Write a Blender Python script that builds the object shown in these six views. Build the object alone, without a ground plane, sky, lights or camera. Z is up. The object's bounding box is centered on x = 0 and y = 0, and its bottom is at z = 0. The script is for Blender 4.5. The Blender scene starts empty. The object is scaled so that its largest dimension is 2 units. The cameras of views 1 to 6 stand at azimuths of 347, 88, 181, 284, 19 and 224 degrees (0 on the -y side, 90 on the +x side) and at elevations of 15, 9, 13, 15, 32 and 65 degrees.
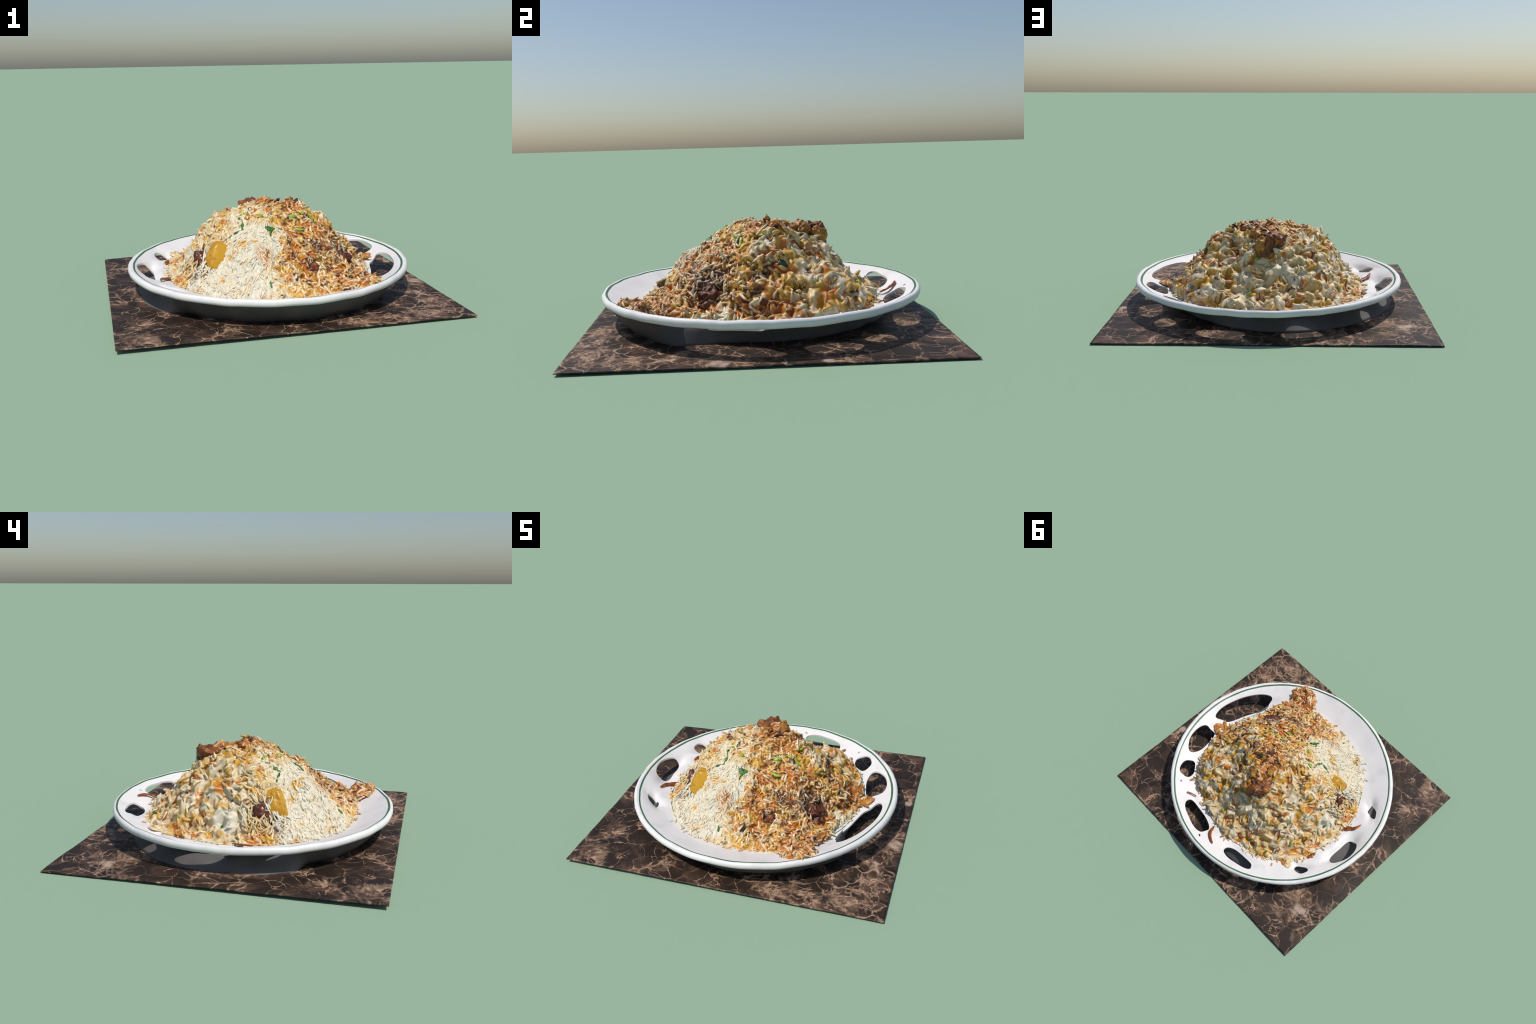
"""A heaped plate of spiced rice on a thin square of brown marble.

Three things stand on one another: the marble sheet, the white plate with two
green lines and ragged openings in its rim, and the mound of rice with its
chicken, potato, fried onion and herbs.
"""
import bpy
import math
import random
import numpy as np
from mathutils import Vector, Matrix

SEED = 11
rng = np.random.default_rng(SEED)
random.seed(SEED)

# --------------------------------------------------------------------------
# noise and small maths
# --------------------------------------------------------------------------
_perm = np.random.default_rng(3).permutation(256)
_perm = np.concatenate([_perm, _perm, _perm])
_g = np.random.default_rng(4).normal(size=(256, 3))
_g /= np.linalg.norm(_g, axis=1)[:, None]


def perlin(p):
    """Gradient noise at an array of points (..., 3), about -0.7 .. 0.7."""
    p = np.asarray(p, float)
    i = np.floor(p).astype(int)
    f = p - i
    u = f * f * f * (f * (f * 6 - 15) + 10)
    i &= 255
    out = 0
    for dx in (0, 1):
        for dy in (0, 1):
            for dz in (0, 1):
                h = _perm[_perm[_perm[(i[..., 0] + dx) & 255] + ((i[..., 1] + dy) & 255)] + ((i[..., 2] + dz) & 255)]
                g = _g[h]
                d = f - (dx, dy, dz)
                w = ((u[..., 0] if dx else 1 - u[..., 0]) * (u[..., 1] if dy else 1 - u[..., 1])
                     * (u[..., 2] if dz else 1 - u[..., 2]))
                out = out + w * (g * d).sum(-1)
    return out


def smooth(a, b, x):
    t = np.clip((x - a) / (b - a), 0, 1)
    return t * t * (3 - 2 * t)


def grid_faces(rows, cols, wrap):
    """Quads of a rows x cols vertex grid; wrap joins the last column to the first."""
    r = np.arange(rows - 1)[:, None]
    c = np.arange(cols if wrap else cols - 1)[None, :]
    c2 = (c + 1) % cols
    return np.stack([r * cols + c, r * cols + c2, (r + 1) * cols + c2, (r + 1) * cols + c], -1).reshape(-1, 4)


def make_mesh(name, verts, faces, smooth_shade=True):
    me = bpy.data.meshes.new(name)
    faces = np.asarray(faces)
    if faces.dtype != object and faces.ndim == 2:
        n, k = faces.shape
        me.vertices.add(len(verts))
        me.vertices.foreach_set("co", np.asarray(verts, np.float32).ravel())
        me.loops.add(n * k)
        me.loops.foreach_set("vertex_index", faces.astype(np.int32).ravel())
        me.polygons.add(n)
        me.polygons.foreach_set("loop_start", np.arange(0, n * k, k, dtype=np.int32))
        me.update(calc_edges=True)
        me.validate()
    else:
        me.from_pydata([tuple(v) for v in verts], [], [tuple(f) for f in faces])
    if smooth_shade:
        me.polygons.foreach_set("use_smooth", np.ones(len(me.polygons), bool))
    return me


def add_object(name, data, parent=None, mat=None, matrix=None):
    ob = bpy.data.objects.new(name, data)
    bpy.context.scene.collection.objects.link(ob)
    if mat is not None and data is not None and not data.materials:
        data.materials.append(mat)
    if parent is not None:
        ob.parent = parent
    if matrix is not None:
        ob.matrix_world = matrix
    return ob


# --------------------------------------------------------------------------
# material helper
# --------------------------------------------------------------------------
class Nodes:
    def __init__(self, name, roughness=0.5, specular=0.4):
        self.mat = bpy.data.materials.new(name)
        self.mat.use_nodes = True
        self.t = self.mat.node_tree
        self.t.nodes.clear()
        self.out = self.t.nodes.new("ShaderNodeOutputMaterial")
        self.b = self.t.nodes.new("ShaderNodeBsdfPrincipled")
        self.b.inputs["Roughness"].default_value = roughness
        self.b.inputs["Specular IOR Level"].default_value = specular
        self.t.links.new(self.b.outputs[0], self.out.inputs[0])

    def put(self, sock, v):
        if isinstance(v, bpy.types.NodeSocket):
            self.t.links.new(v, sock)
        elif isinstance(v, (tuple, list)):
            v = tuple(v)
            n = len(sock.default_value)
            sock.default_value = v if len(v) == n else (v + (1.0,))[:n]
        else:
            sock.default_value = v

    def position(self):
        return self.t.nodes.new("ShaderNodeNewGeometry").outputs["Position"]

    def object_coords(self):
        return self.t.nodes.new("ShaderNodeTexCoord").outputs["Object"]

    def math(self, op, a, b=0.0, clamp=False):
        n = self.t.nodes.new("ShaderNodeMath")
        n.operation = op
        n.use_clamp = clamp
        self.put(n.inputs[0], a)
        self.put(n.inputs[1], b)
        return n.outputs[0]

    def vmath(self, op, a, b=None, scale=None):
        n = self.t.nodes.new("ShaderNodeVectorMath")
        n.operation = op
        self.put(n.inputs[0], a)
        if b is not None:
            self.put(n.inputs[1], b)
        if scale is not None:
            n.inputs["Scale"].default_value = scale
        return n.outputs["Value"] if op in ("LENGTH", "DISTANCE") else n.outputs["Vector"]

    def noise(self, vec, scale, detail=2.0, rough=0.5, distortion=0.0, colour=False):
        n = self.t.nodes.new("ShaderNodeTexNoise")
        self.put(n.inputs["Vector"], vec)
        n.inputs["Scale"].default_value = scale
        n.inputs["Detail"].default_value = detail
        n.inputs["Roughness"].default_value = rough
        n.inputs["Distortion"].default_value = distortion
        return n.outputs["Color"] if colour else n.outputs["Fac"]

    def voronoi(self, vec, scale, feature="F1"):
        n = self.t.nodes.new("ShaderNodeTexVoronoi")
        n.feature = feature
        self.put(n.inputs["Vector"], vec)
        n.inputs["Scale"].default_value = scale
        return n.outputs["Distance"]

    def step(self, x, a, b):
        """Smooth 0..1 ramp of x from a to b (b may lie below a)."""
        n = self.t.nodes.new("ShaderNodeMapRange")
        n.interpolation_type = "SMOOTHSTEP"
        self.put(n.inputs["Value"], x)
        lo, hi, flip = (a, b, False) if a < b else (b, a, True)
        n.inputs["From Min"].default_value = lo
        n.inputs["From Max"].default_value = hi
        n.inputs["To Min"].default_value = 1.0 if flip else 0.0
        n.inputs["To Max"].default_value = 0.0 if flip else 1.0
        return n.outputs["Result"]

    def mix(self, fac, a, b, blend="MIX"):
        n = self.t.nodes.new("ShaderNodeMix")
        n.data_type = "RGBA"
        n.blend_type = blend
        self.put(n.inputs["Factor"], fac)
        self.put(n.inputs["A"], a)
        self.put(n.inputs["B"], b)
        return n.outputs["Result"]

    def warp(self, vec, scale, amount):
        c = self.noise(vec, scale, 2.0, colour=True)
        c = self.vmath("SUBTRACT", c, (0.5, 0.5, 0.5))
        return self.vmath("ADD", vec, self.vmath("SCALE", c, scale=amount))

    def bump(self, height, strength, distance=0.01):
        n = self.t.nodes.new("ShaderNodeBump")
        n.inputs["Strength"].default_value = strength
        n.inputs["Distance"].default_value = distance
        self.put(n.inputs["Height"], height)
        self.put(self.b.inputs["Normal"], n.outputs[0])

    def colour(self, c):
        self.put(self.b.inputs["Base Color"], c)
        return self.mat


# --------------------------------------------------------------------------
# marble sheet
# --------------------------------------------------------------------------
def marble_material():
    n = Nodes("brown_marble", 0.55, 0.25)
    p = n.object_coords()
    w = n.warp(n.warp(p, 3.0, 0.25), 12.0, 0.06)
    clouds = n.noise(w, 6.0, 5.0, 0.62)
    dense = n.step(n.noise(p, 3.1, 3.0, 0.55), 0.43, 0.66)
    # dark pebbles, brown clouds
    pebble = n.mix(n.noise(w, 15.0, 4.0, 0.6), (0.012, 0.008, 0.006), (0.038, 0.024, 0.017))
    base = n.mix(n.math("MULTIPLY", n.step(clouds, 0.45, 0.68), 0.85), pebble, (0.11, 0.062, 0.041))
    # the tan matter between them: hair lines in quiet parts, a broad speckled web in busy ones
    grit = n.noise(w, 46.0, 4.0, 0.7)
    tan = n.mix(n.step(grit, 0.33, 0.66), (0.080, 0.043, 0.027), (0.52, 0.335, 0.22))
    big = n.math("DIVIDE", n.voronoi(w, 8.5, "DISTANCE_TO_EDGE"), n.math("ADD", n.math("MULTIPLY", dense, 0.20), 0.022))
    small = n.math("DIVIDE", n.voronoi(n.warp(w, 9.0, 0.07), 20.0, "DISTANCE_TO_EDGE"), n.math("ADD", n.math("MULTIPLY", dense, 0.22), 0.010))
    patchy = n.step(n.noise(p, 7.0, 3.0), 0.38, 0.60)
    web = n.math("MAXIMUM", n.math("MULTIPLY", n.step(big, 1.0, 0.1), n.math("ADD", n.math("MULTIPLY", patchy, 0.7), 0.3)),
                 n.math("MULTIPLY", n.step(small, 1.0, 0.1), n.math("MULTIPLY", dense, patchy)))
    col = n.mix(n.math("MULTIPLY", web, 0.9), base, tan)
    vein_a = n.math("ABSOLUTE", n.math("SUBTRACT", n.noise(n.warp(p, 5.0, 0.15), 2.6, 6.0, 0.62), 0.5))
    vein = n.math("MULTIPLY", n.step(vein_a, 0.008, 0.0), n.step(n.noise(p, 6.0, 2.0), 0.42, 0.6))
    col = n.mix(n.math("MULTIPLY", vein, 0.9), col, (0.54, 0.33, 0.21))
    pale = n.math("MULTIPLY", n.step(n.noise(w, 5.5, 3.0, 0.6), 0.58, 0.68), n.step(big, 1.4, 0.3))
    col = n.mix(n.math("MULTIPLY", pale, 0.85), col, (0.46, 0.34, 0.27))
    n.bump(clouds, 0.12, 0.004)
    return n.colour(col)


def build_slab():
    res = 150
    u, v = np.meshgrid(np.linspace(0, 1, res), np.linspace(0, 1, res))
    fl, fr, br, bl = (-0.997, -0.929, 0.026), (1.0, -0.926, 0.016), (0.996, 0.933, 0.011), (-0.999, 0.923, 0.010)
    p = (np.multiply.outer((1 - u) * (1 - v), fl) + np.multiply.outer(u * (1 - v), fr)
         + np.multiply.outer(u * v, br) + np.multiply.outer((1 - u) * v, bl))
    q = p * (1, 1, 0)
    edge = np.minimum(np.minimum(u, 1 - u), np.minimum(v, 1 - v))
    # gentle waves, a ragged cut edge
    p[..., 2] += 0.006 * perlin(q * 3.1) + 0.004 * perlin(q * 9 + 7) * smooth(0.12, 0.0, edge)
    p[..., 2] += 0.006 * np.exp(-(((p[..., 0] + 0.62) / 0.3) ** 2 + ((p[..., 1] + 0.80) / 0.2) ** 2))
    p[..., 2] += 0.012 * np.exp(-(((p[..., 0] + 0.86) / 0.12) ** 2 + ((p[..., 1] - 0.15) / 0.3) ** 2))
    rag = smooth(0.03, 0.0, edge)
    inward = rag * (0.004 * np.abs(perlin(q * 13 + 3)) + 0.003 * np.abs(perlin(q * 41)))
    p[..., 0] -= np.sign(p[..., 0]) * inward * (np.abs(p[..., 0]) > 0.9)
    p[..., 1] -= np.sign(p[..., 1]) * inward * (np.abs(p[..., 1]) > 0.85)
    top = p.reshape(-1, 3)
    thick = 0.006
    bottom = top - (0, 0, thick)
    shift = bottom[:, 2].min()
    top[:, 2] -= shift
    bottom[:, 2] -= shift
    f = grid_faces(res, res, False)
    n = res * res
    ring = np.concatenate([np.arange(res), np.arange(2 * res - 1, n, res), np.arange(n - 2, n - res - 1, -1),
                           np.arange(n - 2 * res, 0, -res)])
    nxt = np.roll(ring, -1)
    side = np.stack([ring, ring + n, nxt + n, nxt], -1)
    me = make_mesh("marble_slab", np.vstack([top, bottom]), np.vstack([f, f[:, ::-1] + n, side]))
    ob = add_object("marble_slab", me, mat=marble_material())
    ob["label"] = "thin square sheet of dark brown veined marble"
    ob["category"] = "stone slab"
    return ob


# --------------------------------------------------------------------------
# plate
# --------------------------------------------------------------------------
PLATE_X, PLATE_Y = 0.021, 0.002
# radius, height of the upper face, from the well to the crest of the lip
PLATE_TOP = [(0.30, 0.085), (0.50, 0.090), (0.60, 0.099), (0.646, 0.109), (0.70, 0.125), (0.76, 0.148),
             (0.82, 0.171), (0.852, 0.182), (0.860, 0.1855), (0.869, 0.186), (0.878, 0.182), (0.883, 0.174)]
# the lip rolls over and returns underneath
PLATE_UNDER = [(0.884, 0.163), (0.881, 0.151), (0.873, 0.145), (0.862, 0.148), (0.850, 0.161), (0.82, 0.160),
               (0.76, 0.137), (0.70, 0.114), (0.646, 0.099), (0.60, 0.089), (0.50, 0.080), (0.30, 0.075)]
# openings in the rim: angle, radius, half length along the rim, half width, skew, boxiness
OPENINGS = [(342.5, 0.738, 0.235, 0.070, 0.04, 3.0), (19.0, 0.753, 0.132, 0.068, 0.10, 2.4),
            (40.7, 0.760, 0.075, 0.055, 0.10, 2.2), (73.2, 0.748, 0.148, 0.060, -0.05, 2.6),
            (109.6, 0.752, 0.126, 0.049, 0.18, 2.6), (147.6, 0.768, 0.050, 0.036, 0.20, 2.0),
            (174.5, 0.775, 0.126, 0.053, -0.05, 2.3), (205.0, 0.768, 0.050, 0.026, -0.35, 2.0),
            (49.5, 0.802, 0.009, 0.007, 0.0, 2.0), (84.8, 0.808, 0.012, 0.007, 0.3, 2.0)]
# how far the plate sags towards each opening
SAG = [0.020, 0.008, 0.006, 0.016, 0.022, 0.030, 0.040, 0.040, 0.004, 0.004]


def plate_height(r):
    a = np.array(PLATE_TOP)
    return np.interp(r, a[:, 0], a[:, 1])


def opening_field(theta, r, k):
    """About the distance in metres from the edge of opening k, negative inside."""
    a, rc, hl, hw, skew, e = OPENINGS[k]
    d = (theta - math.radians(a) + math.pi) % (2 * math.pi) - math.pi
    s, t = d * rc, r - rc
    t = t - skew * s
    s = s - 0.0 * t
    ang = np.arctan2(t / hw, s / hl)
    wob = 1 + (0.06 * np.sin(3 * ang + k * 1.7) + 0.025 * np.sin(5 * ang + k)) * (hl > 0.03)
    q = (np.abs(s / hl) ** e + np.abs(t / hw) ** e) ** (1 / e) / wob
    return (q - 1) * min(hl, hw) * (0.6 + 0.4 * np.clip(q, 0, 1))


def openings(theta, r):
    return np.min([opening_field(theta, r, k) for k in range(len(OPENINGS))], axis=0)


def plate_sag(theta, r):
    out = 0
    for k, s in enumerate(SAG):
        f = np.maximum(opening_field(theta, r, k), 0)
        rc = OPENINGS[k][1]
        out = out + s * np.exp(-(f / 0.030) ** 1.5) * (0.25 + 0.75 * smooth(rc + 0.03, rc - 0.03, r))   # mostly on the inner side
    return out * smooth(0.852, 0.80, r) * smooth(0.60, 0.67, r)


def plate_material():
    n = Nodes("white_glaze", 0.45, 0.3)
    p = n.object_coords()
    flat = n.vmath("MULTIPLY", p, (1, 1, 0))
    r = n.vmath("LENGTH", flat)
    r = n.math("ADD", r, n.math("MULTIPLY", n.math("SUBTRACT", n.noise(p, 9.0, 3.0), 0.5), 0.006))
    white = n.mix(n.noise(p, 5.0, 3.0), (0.76, 0.735, 0.715), (0.83, 0.81, 0.80))
    white = n.mix(n.math("MULTIPLY", n.step(n.noise(p, 7.0, 3.0, 0.55), 0.52, 0.72), 0.6), white, (0.66, 0.66, 0.67))
    stain = n.step(n.noise(p, 3.2, 4.0, 0.6), 0.55, 0.75)
    white = n.mix(n.math("MULTIPLY", stain, 0.35), white, (0.74, 0.66, 0.60))
    speck = n.math("MULTIPLY", n.step(n.voronoi(p, 24.0), 0.07, 0.03), n.step(n.noise(p, 4.0), 0.60, 0.64))
    white = n.mix(n.math("MULTIPLY", speck, 0.7), white, (0.62, 0.44, 0.20))
    # two green lines, the inner one thin and worn through in places
    w_out = n.math("ADD", n.math("MULTIPLY", n.noise(p, 4.0, 2.0), 0.005), 0.0033)
    d_out = n.math("SUBTRACT", n.math("ABSOLUTE", n.math("SUBTRACT", r, 0.8525)), w_out)
    d_in = n.math("ABSOLUTE", n.math("SUBTRACT", r, 0.645))
    lines = n.math("MAXIMUM", n.step(d_out, 0.0012, -0.0012),
                   n.math("MULTIPLY", n.step(d_in, 0.0036, 0.0018), n.step(n.noise(p, 30.0, 2.0), 0.36, 0.44)))
    up = n.t.nodes.new("ShaderNodeSeparateXYZ")
    geo = n.t.nodes.new("ShaderNodeNewGeometry")
    n.put(up.inputs[0], geo.outputs["Normal"])
    lines = n.math("MULTIPLY", lines, n.step(up.outputs["Z"], 0.1, 0.3))
    green = n.mix(n.noise(p, 14.0, 3.0), (0.030, 0.105, 0.045), (0.080, 0.19, 0.090))
    return n.colour(n.mix(lines, white, green))


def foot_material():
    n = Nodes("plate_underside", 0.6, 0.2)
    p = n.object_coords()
    c = n.mix(n.noise(p, 6.0, 4.0, 0.6), (0.07, 0.065, 0.06), (0.16, 0.15, 0.145))  # white foot darkened to grey for the shadow beneath the rim
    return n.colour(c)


def build_plate():
    cols = 720
    th = np.arange(cols) * 2 * math.pi / cols
    top, und = np.array(PLATE_TOP), np.array(PLATE_UNDER)
    # even steps along the sheet so that the openings can be cut cleanly
    r_sheet = np.concatenate([np.linspace(0.30, 0.60, 6)[:-1], np.linspace(0.60, 0.84, 49)])
    lip = np.vstack([[(r, np.interp(r, top[:, 0], top[:, 1])) for r in (0.846, 0.853)], top[top[:, 0] > 0.855],
                     und[und[:, 0] > 0.845][:5]])
    ns, nl = len(r_sheet), len(lip)
    T, R = np.meshgrid(th, r_sheet)
    F = openings(T, R)
    T, R = T.copy(), R.copy()
    # a face goes when its middle lies in an opening; the vertices left on the
    # brink are then moved on to the edge of the opening
    Fm = (F + np.roll(F, -1, 1))
    gone = (Fm[:-1] + Fm[1:]) < 0
    around = np.zeros((ns, cols), int)
    for sh in (0, 1):
        g = np.roll(gone, sh, 1).astype(int)
        around[:-1] += g
        around[1:] += g
    full = np.full((ns, 1), 4)
    full[0] = full[-1] = 2
    brink = (around > 0) & (around < full)
    inside = around == full
    for _ in range(8):
        f = openings(T, R)
        gr = (openings(T, R + 1e-3) - openings(T, R - 1e-3)) / 2e-3
        gt = (openings(T + 1e-3, R) - openings(T - 1e-3, R)) / (2e-3 * R)
        g2 = gr * gr + gt * gt + 0.02
        R = np.where(brink, R - np.clip(f * gr / g2, -0.003, 0.003), R)
        T = np.where(brink, T - np.clip(f * gt / g2, -0.003, 0.003) / R, T)
    sag = plate_sag(T, R)
    z_top = np.interp(R, top[:, 0], top[:, 1]) - sag
    ui = np.argsort(und[4:, 0])
    z_und = np.interp(R, und[4:, 0][ui], und[4:, 1][ui]) - sag * 1.1

    def xyz(t, r, z):
        w = 0.0025 * perlin(np.stack([np.cos(t) * 4, np.sin(t) * 4, z * 0 + r * 3], -1)) * smooth(0.7, 0.86, r)
        w2 = 0.0022 * perlin(np.stack([np.cos(t) * 16, np.sin(t) * 16, z * 9], -1)) * smooth(0.8, 0.88, r)
        lump = 0.006 * perlin(np.stack([np.cos(t) * r * 7, np.sin(t) * r * 7, z * 0 + 5], -1))
        rr = r + w * 1.6 + w2
        e = 1 + (0.007 * np.cos(2 * t) + 0.002 * np.sin(2 * t)) * smooth(0.5, 0.85, r)
        return np.stack([np.cos(t) * rr * e, np.sin(t) * rr * e, z + w + 0.6 * w2 + lump], -1)

    Tl, Rl = np.meshgrid(th, lip[:, 0])
    Zl = np.repeat(lip[:, 1][:, None], cols, 1)
    verts = np.concatenate([xyz(T, R, z_top).reshape(-1, 3), xyz(Tl, Rl, Zl).reshape(-1, 3),
                            xyz(T, R, z_und)[::-1].reshape(-1, 3)])
    rows = ns + nl + ns
    f = grid_faces(rows, cols, True)[:, ::-1]
    keep_v = np.concatenate([~inside.ravel(), np.ones(nl * cols, bool), ~inside[::-1].ravel()])
    cut = np.zeros((rows - 1, cols), bool)
    cut[:ns - 1] = gone
    cut[ns + nl:] = gone[::-1]
    f = f[~cut.ravel()]
    # walls of the openings
    walls = []
    def vid_top(i, j): return i * cols + j % cols
    def vid_und(i, j): return (ns + nl + (ns - 1 - i)) * cols + j % cols
    gi, gj = np.nonzero(gone)
    gset = gone
    for i, j in zip(gi, gj):
        for (ii, jj, a, b) in ((i - 1, j, (i, j), (i, j + 1)), (i + 1, j, (i + 1, j + 1), (i + 1, j)),
                               (i, j - 1, (i + 1, j), (i, j)), (i, j + 1, (i, j + 1), (i + 1, j + 1))):
            if 0 <= ii < ns - 1 and not gset[ii, jj % cols]:
                walls.append((vid_top(*a), vid_top(*b), vid_und(*b), vid_und(*a)))
    f = np.vstack([f, np.array(walls)])
    # close the well with flat rings to the middle
    inner_top = np.arange(cols)
    inner_und = (rows - 1) * cols + np.arange(cols)
    verts = np.vstack([verts, [(0, 0, 0.085), (0, 0, 0.075)]])
    ct, cu = len(verts) - 2, len(verts) - 1
    tri = [(ct, int(a), int(b)) for a, b in zip(inner_top, np.roll(inner_top, -1))]
    tri += [(cu, int(b), int(a)) for a, b in zip(inner_und, np.roll(inner_und, -1))]
    used = np.unique(np.concatenate([f.ravel(), [ct, cu]]))
    remap = -np.ones(len(verts), int)
    remap[used] = np.arange(len(used))
    faces = [tuple(x) for x in remap[f]] + [tuple(remap[list(t)]) for t in tri]
    me = make_mesh("dinner_plate", verts[used], np.array(faces, dtype=object))
    plate = add_object("dinner_plate", me, mat=plate_material(), matrix=Matrix.Translation((PLATE_X, PLATE_Y, 0)))
    m = plate.modifiers.new("edges", "EDGE_SPLIT")
    m.split_angle = math.radians(55)
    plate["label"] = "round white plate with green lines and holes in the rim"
    plate["category"] = "plate"

    # the foot: a flared wall from under the well down to the marble
    # it stands well in under the openings at the back and right, spreads on the
    # left, and at the front runs straight out to the lip
    prof = np.array([(0.0, 0.094), (0.12, 0.088), (0.35, 0.070), (0.60, 0.044), (0.85, 0.024), (1.0, 0.012)])
    inner = prof[::-1] - (0, 0.0)
    cf = 300
    t = np.arange(cf) * 2 * math.pi / cf
    key = np.radians((0, 30, 60, 100, 120, 150, 175, 196, 211, 217, 270, 315, 326, 340, 350, 360))
    head = np.interp(t, key, (.640, .640, .640, .650, .660, .670, .690, .700, .770, .862, .862, .862, .700, .640, .640, .640))
    base = np.interp(t, key, (.615, .615, .640, .750, .760, .815, .850, .850, .815, .742, .735, .755, .770, .640, .615, .615))
    lift = np.interp(t, key, (0, 0, 0, 0, 0, 0, 0, 0, .025, .052, .052, .052, .01, 0, 0, 0))
    k = np.concatenate([prof[:, 0], inner[:, 0]])[:, None]
    z = np.concatenate([prof[:, 1], inner[:, 1]])[:, None]
    ring_in = np.concatenate([np.zeros(len(prof)), np.full(len(prof), 0.014)])[:, None]
    Rf = head[None] * (1 - k) + base[None] * k - ring_in
    Zf = z + lift[None] * (1 - k) - ring_in * 0.4
    Rf = Rf + 0.008 * np.sin(np.clip(k, 0, 1) * math.pi) * lift[None] / 0.055
    Tf = np.repeat(t[None], len(k), 0)
    Rf = Rf + 0.020 * perlin(np.stack([np.cos(Tf) * 5, np.sin(Tf) * 5, Zf * 12], -1)) * smooth(0.1, 0.05, Zf)
    pr = k
    v = np.stack([np.cos(Tf) * Rf, np.sin(Tf) * Rf, Zf], -1).reshape(-1, 3)
    ff = grid_faces(len(pr), cf, True)
    last = (len(pr) - 1) * cf
    a = np.arange(cf)
    ff = np.vstack([ff, np.stack([last + a, last + (a + 1) % cf, (a + 1) % cf, a], -1)])
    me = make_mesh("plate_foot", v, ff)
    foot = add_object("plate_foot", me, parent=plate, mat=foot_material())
    return plate


# --------------------------------------------------------------------------
# the mound of rice: one height profile every 15 degrees
# --------------------------------------------------------------------------
MOUND_X, MOUND_Y, MOUND_TOP = 0.02, 0.01, 0.558
STEPS = (0, 0.13, 0.27, 0.41, 0.55, 0.68, 0.80, 0.90, 0.97, 1.0)
PROFILES = [  # angle, outline radius, heights at the steps between the top and the edge
    (0, 0.67, (0.55, 0.53, 0.48, 0.42, 0.31, 0.23, 0.15, 0.12)),
    (15, 0.67, (0.55, 0.55, 0.50, 0.40, 0.30, 0.22, 0.16, 0.13)),
    (30, 0.68, (0.54, 0.55, 0.49, 0.39, 0.31, 0.25, 0.19, 0.14)),
    (45, 0.68, (0.54, 0.53, 0.46, 0.38, 0.33, 0.29, 0.23, 0.16)),
    (60, 0.65, (0.54, 0.51, 0.48, 0.40, 0.32, 0.25, 0.18, 0.13)),
    (75, 0.64, (0.54, 0.52, 0.50, 0.42, 0.33, 0.24, 0.17, 0.12)),
    (90, 0.64, (0.55, 0.54, 0.51, 0.42, 0.32, 0.24, 0.18, 0.14)),
    (105, 0.64, (0.55, 0.54, 0.50, 0.44, 0.33, 0.25, 0.17, 0.12)),
    (120, 0.67, (0.54, 0.52, 0.48, 0.42, 0.33, 0.23, 0.16, 0.13)),
    (135, 0.69, (0.54, 0.51, 0.49, 0.42, 0.34, 0.22, 0.14, 0.13)),
    (150, 0.68, (0.54, 0.51, 0.48, 0.42, 0.34, 0.22, 0.14, 0.12)),
    (165, 0.65, (0.54, 0.51, 0.49, 0.43, 0.33, 0.21, 0.15, 0.12)),
    (180, 0.65, (0.54, 0.52, 0.50, 0.45, 0.35, 0.22, 0.15, 0.12)),
    (195, 0.65, (0.55, 0.53, 0.51, 0.47, 0.35, 0.23, 0.15, 0.12)),
    (210, 0.64, (0.55, 0.53, 0.49, 0.42, 0.32, 0.23, 0.17, 0.13)),
    (225, 0.67, (0.55, 0.52, 0.46, 0.39, 0.30, 0.22, 0.17, 0.13)),
    (240, 0.68, (0.55, 0.52, 0.47, 0.40, 0.34, 0.25, 0.17, 0.13)),
    (255, 0.66, (0.55, 0.51, 0.46, 0.40, 0.36, 0.28, 0.19, 0.14)),
    (270, 0.65, (0.55, 0.49, 0.42, 0.36, 0.30, 0.23, 0.16, 0.12)),
    (285, 0.67, (0.54, 0.47, 0.39, 0.31, 0.24, 0.18, 0.14, 0.12)),
    (300, 0.69, (0.54, 0.47, 0.39, 0.34, 0.26, 0.19, 0.16, 0.13)),
    (315, 0.69, (0.55, 0.48, 0.42, 0.39, 0.32, 0.23, 0.16, 0.14)),
    (330, 0.64, (0.55, 0.51, 0.47, 0.42, 0.34, 0.24, 0.17, 0.13)),
    (345, 0.64, (0.55, 0.52, 0.49, 0.43, 0.35, 0.25, 0.16, 0.12)),
]
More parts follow.
